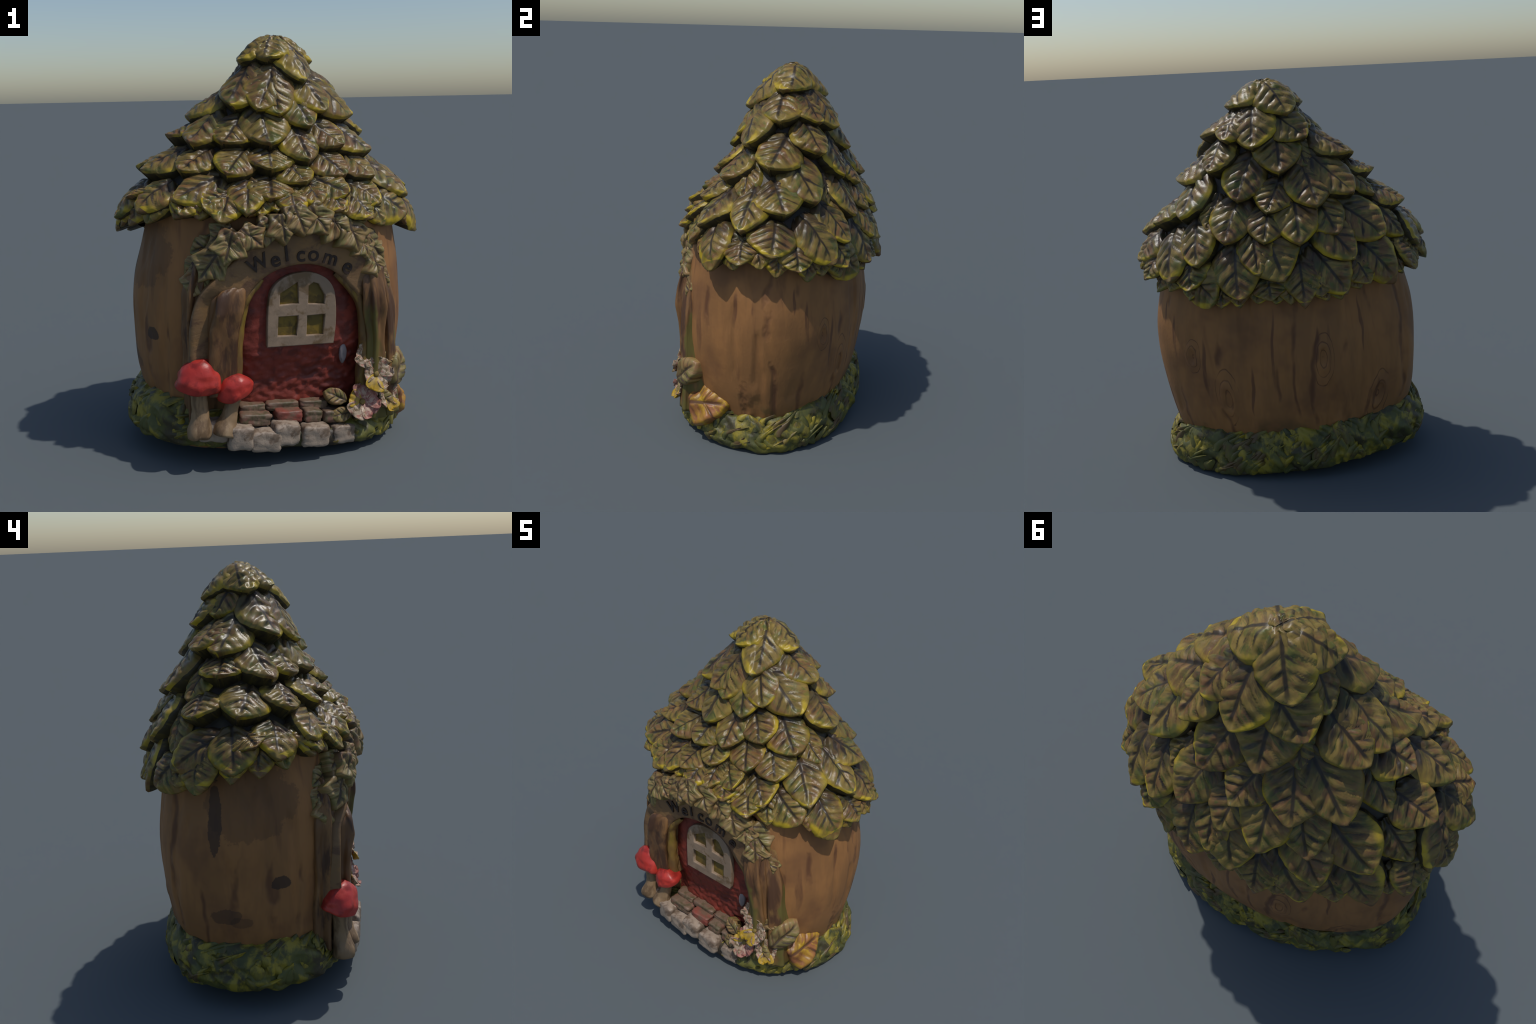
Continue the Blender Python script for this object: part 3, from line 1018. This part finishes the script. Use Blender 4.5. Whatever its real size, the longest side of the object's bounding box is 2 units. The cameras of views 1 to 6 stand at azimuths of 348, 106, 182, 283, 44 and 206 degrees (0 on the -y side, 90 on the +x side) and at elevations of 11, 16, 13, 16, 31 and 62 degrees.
def build_step():
    nx, nt = 60, 14
    verts = []
    for i in range(nx):
        x = -.46 + .86 * i / (nx - 1)
        zt = .235 - .14 * smoothstep(-.2, .4, x)
        for k in range(nt):
            t = k / (nt - 1)
            y = np.interp(t, [0, .25, .4, .6, .8, 1], [-.485, -.515, -.51, -.435, -.42, -.32])
            z = np.interp(t, [0, .25, .4, .6, .8, 1], [.07, .09, .155, .165, .215, .235]) - .055 * smoothstep(-.1, .45, x) + .02 * smoothstep(-.1, -.45, x)
            p = Vector((x, y + .05 * x + .07 * smoothstep(.1, .45, x) + .13 * smoothstep(-.22, -.48, x), z))
            p += Vector((0, -1, .5)) * .012 * fbm(p * 14, 2)
            verts.append(p)
    bed = add_object("doorstep", verts, [f[::-1] for f in grid_faces(nx, nt)], MAT_SOIL, house)
    for k, (x, z, w, h, t) in enumerate(((-.375, .185, .13, .10, -14), (-.262, .155, .105, .115, -6), (-.145, .125, .13, .10, -2), (-.045, .145, .115, .11, 4),
                                         (.10, .12, .125, .10, 5), (.245, .10, .105, .09, 9))):
        y = -.520 + .05 * x + .10 * smoothstep(-.25, -.5, x) + .06 * smoothstep(.1, .4, x)
        stone("step_stone", (x, y + .030, z), (w * 1.12, .09, h), t, MAT_STONE, bed, 3.7 * k + 1, 5)
    for k, (x, z, w, mat) in enumerate(((-.185, .225, .15, MAT_BRICK), (-.02, .218, .13, MAT_BRICK_RED), (.10, .205, .09, MAT_BRICK), (.21, .188, .11, MAT_BRICK))):
        stone("brick", (x, -.432 + .08 * x, z - .006), (w, .09, .06), 5, mat, bed, 2.3 * k + 4, 6)
    for k, (x, z, w) in enumerate(((-.19, .262, .13), (-.04, .255, .16), (.12, .242, .14))):
        stone("brick", (x, -.390 + .08 * x, z - .008), (w, .07, .045), 5, MAT_BRICK, bed, 5.3 * k + 2, 5)


build_step()


# --- ivy over the sign, corner leaves -------------------------------------------------
def frame_at(pos, nrm, up_dir, size):
    n = Vector(nrm).normalized()
    y = Vector(up_dir)
    y = (y - n * y.dot(n)).normalized()
    x = y.cross(n)
    M = Matrix((x, y, n)).transposed().to_4x4()
    M.translation = pos
    return M @ Matrix.Diagonal((size, size, size, 1))


def lobed_leaf_mesh(name, mat, lobes, depth, seed, long=1.0, thick=.22):
    """Unit leaf: root at the origin, tip at y = 1, x within -.5..+.5, domed and thick."""
    nr, na = 12, 84
    verts = []
    for i in range(nr + 2):
        t = min(i / (nr - 1), 1.0)
        for k in range(na):
            a = 2 * math.pi * k / na
            r = 1 - depth * abs(math.sin((a - math.pi / 2) * lobes / 2)) ** .85
            r *= 1 + .08 * noise.noise(Vector((math.cos(a) * 2, math.sin(a) * 2, seed)))
            x, y = .5 * r * t * math.cos(a), .5 + .5 * r * t * math.sin(a) * long
            h = .06 * (1 - t * t) - .035 * groove(x, y) + .10 * noise.noise(Vector((x * 3, y * 3, seed)))
            h += .10 * abs(math.sin((a - math.pi / 2) * lobes / 2)) * t - .12 * abs(x) - .03 * smoothstep(.85, 1, t)
            if i == nr:
                h -= .10
                x, y = x * 1.02, .5 + (y - .5) * 1.02
            elif i == nr + 1:
                h = -thick - .12
            verts.append((x, y, h))
    me = bpy.data.meshes.new(name)
    me.from_pydata(verts, [], grid_faces(nr + 2, na, True))
    me.polygons.foreach_set("use_smooth", [True] * len(me.polygons))
    me.materials.append(mat)
    return me


IVY = [lobed_leaf_mesh("ivy_leaf", MAT_IVY, 5, .32, s) for s in (1.5, 7.2, 13.9)]


def place(name, me, parent, M):
    ob = bpy.data.objects.new(name, me)
    COL.objects.link(ob)
    ob.parent = parent
    ob.matrix_basis = M
    return ob


# (x, z, out, tip direction in degrees from straight down (+ towards +x), size)
for k, (x, z, out, turn, size) in enumerate((
        (-.445, .965, -.09, -60, .15), (-.44, .895, -.08, -25, .17), (-.375, .985, -.02, -40, .19), (-.40, 1.05, -.08, -80, .15),
        (-.29, 1.06, .0, -15, .17), (-.32, 1.11, -.04, -60, .14), (-.20, 1.095, .01, 45, .14), (-.12, 1.12, .02, 60, .14), (-.055, 1.135, .035, 5, .15),
        (.02, 1.17, .035, 15, .16), (.11, 1.16, .025, 30, .17), (.20, 1.13, .01, 40, .19), (.285, 1.08, .0, 15, .19), (.35, 1.02, -.01, 15, .15),
        (.425, 1.0, -.02, 40, .19), (.41, .92, -.02, 5, .15), (.485, .91, -.06, 45, .21), (.47, .845, -.05, 15, .14))):
    me = IVY[k % 3]
    pos = front(x, z, out - .004)
    t = math.radians(turn)
    tip = Vector((math.sin(t), .09 * math.sin(t), -math.cos(t)))
    nrm = Vector((.9 * x * abs(x) / .25 + .09, -1, .3))
    place("ivy_leaf", me, house, frame_at(pos - tip * size * .55, nrm, tip, size * 1.12))

CORNER_GREEN = lobed_leaf_mesh("corner_leaf", MAT_IVY, 2, .35, 4.4)
CORNER_YELLOW = lobed_leaf_mesh("corner_leaf", MAT_AUTUMN, 3, .30, 8.1)
place("corner_leaf", CORNER_GREEN, house, frame_at((.535, -.425, .305), (.8, -.6, .15), (.095, .13, .15), .215))
place("corner_leaf", CORNER_YELLOW, house, frame_at((.585, -.36, .20), (.85, -.25, .55), (.06, .24, .06), .27))
place("corner_leaf", CORNER_GREEN, house, frame_at((.28, -.44, .25), (0, -1, .5), (-.6, 0, .35), .12))
place("corner_leaf", CORNER_GREEN, house, frame_at((.30, -.455, .20), (0, -1, .5), (-.6, 0, -.1), .11))


# --- flowers --------------------------------------------------------------------------
def petal_mesh(name, mat, seed):
    nr, nc = 12, 13
    verts = []
    for layer in (0, 1):
        for i in range(nr):
            s = i / (nr - 1)
            w = np.interp(s, [0, .3, .6, .8, .93, 1], [.16, .40, .60, .62, .48, .20])
            for j in range(nc):
                t = j / (nc - 1) * 2 - 1
                notch = .07 * (1 - abs(t)) * smoothstep(.8, 1, s)
                h = .55 * s - .38 * s * s + .22 * t * t * s + .05 * noise.noise(Vector((t * 2, s * 3, seed)))
                h += .05 * math.sin(t * 8) * s
                verts.append((w * t, s - notch, h - (.16 if layer and 0 < i < nr - 1 and 0 < j < nc - 1 else .03 * layer)))
    g = grid_faces(nr, nc)
    o = nr * nc
    faces = g + [tuple(o + q for q in f[::-1]) for f in g]
    rim = [j for j in range(nc)] + [i * nc + nc - 1 for i in range(1, nr)] + [(nr - 1) * nc + j for j in range(nc - 2, -1, -1)] + [i * nc for i in range(nr - 2, 0, -1)]
    for a, b in zip(rim, rim[1:] + rim[:1]):
        faces.append((b, a, o + a, o + b))
    me = bpy.data.meshes.new(name)
    me.from_pydata(verts, [], faces)
    me.polygons.foreach_set("use_smooth", [True] * len(me.polygons))
    me.materials.append(mat)
    return me


PETALS = [petal_mesh("petal", m, s) for m, s in ((MAT_PETAL, 1.0), (MAT_PETAL_PINK, 5.0), (MAT_POLLEN, 9.0))]


def flower(c, nrm, size, kinds, spin):
    f = bpy.data.objects.new("flower", None)
    COL.objects.link(f)
    f.parent = house
    n = Vector(nrm).normalized()
    for k, kind in enumerate(kinds):
        a = 2 * math.pi * k / len(kinds) + spin
        up = Vector((math.cos(a), 0, math.sin(a)))
        place("petal", PETALS[kind], f, frame_at(Vector(c), n, up, size * (1 + .12 * math.sin(k * 2.3 + spin))))
    M = frame_at(Vector(c) + n * size * .10, n, (0, 0, 1), size)
    lathe("flower_centre", dense_profile([(.17, -.1), (.17, .03), (.10, .09), (.001, .10)], 10), MAT_PETAL_HEART, f, M, 16, .2, spin)


flower((.425, -.435, .372), (.15, -1, .35), .078, (0, 0, 0, 2, 0), .5)
flower((.352, -.445, .240), (.0, -1, .45), .082, (1, 1, 2, 0, 1), .2)
flower((.490, -.410, .245), (.55, -1, .45), .068, (0, 0, 0, 2, 0), 1.1)
place("corner_leaf", CORNER_GREEN, house, frame_at((.42, -.42, .28), (.1, -1, .3), (.12, 0, -.1), .13))
place("corner_leaf", CORNER_GREEN, house, frame_at((.46, -.42, .42), (.5, -1, .3), (.10, 0, .05), .11))
flower((.375, -.415, .465), (.0, -1, .3), .055, (0, 0, 0, 0, 0), .2)
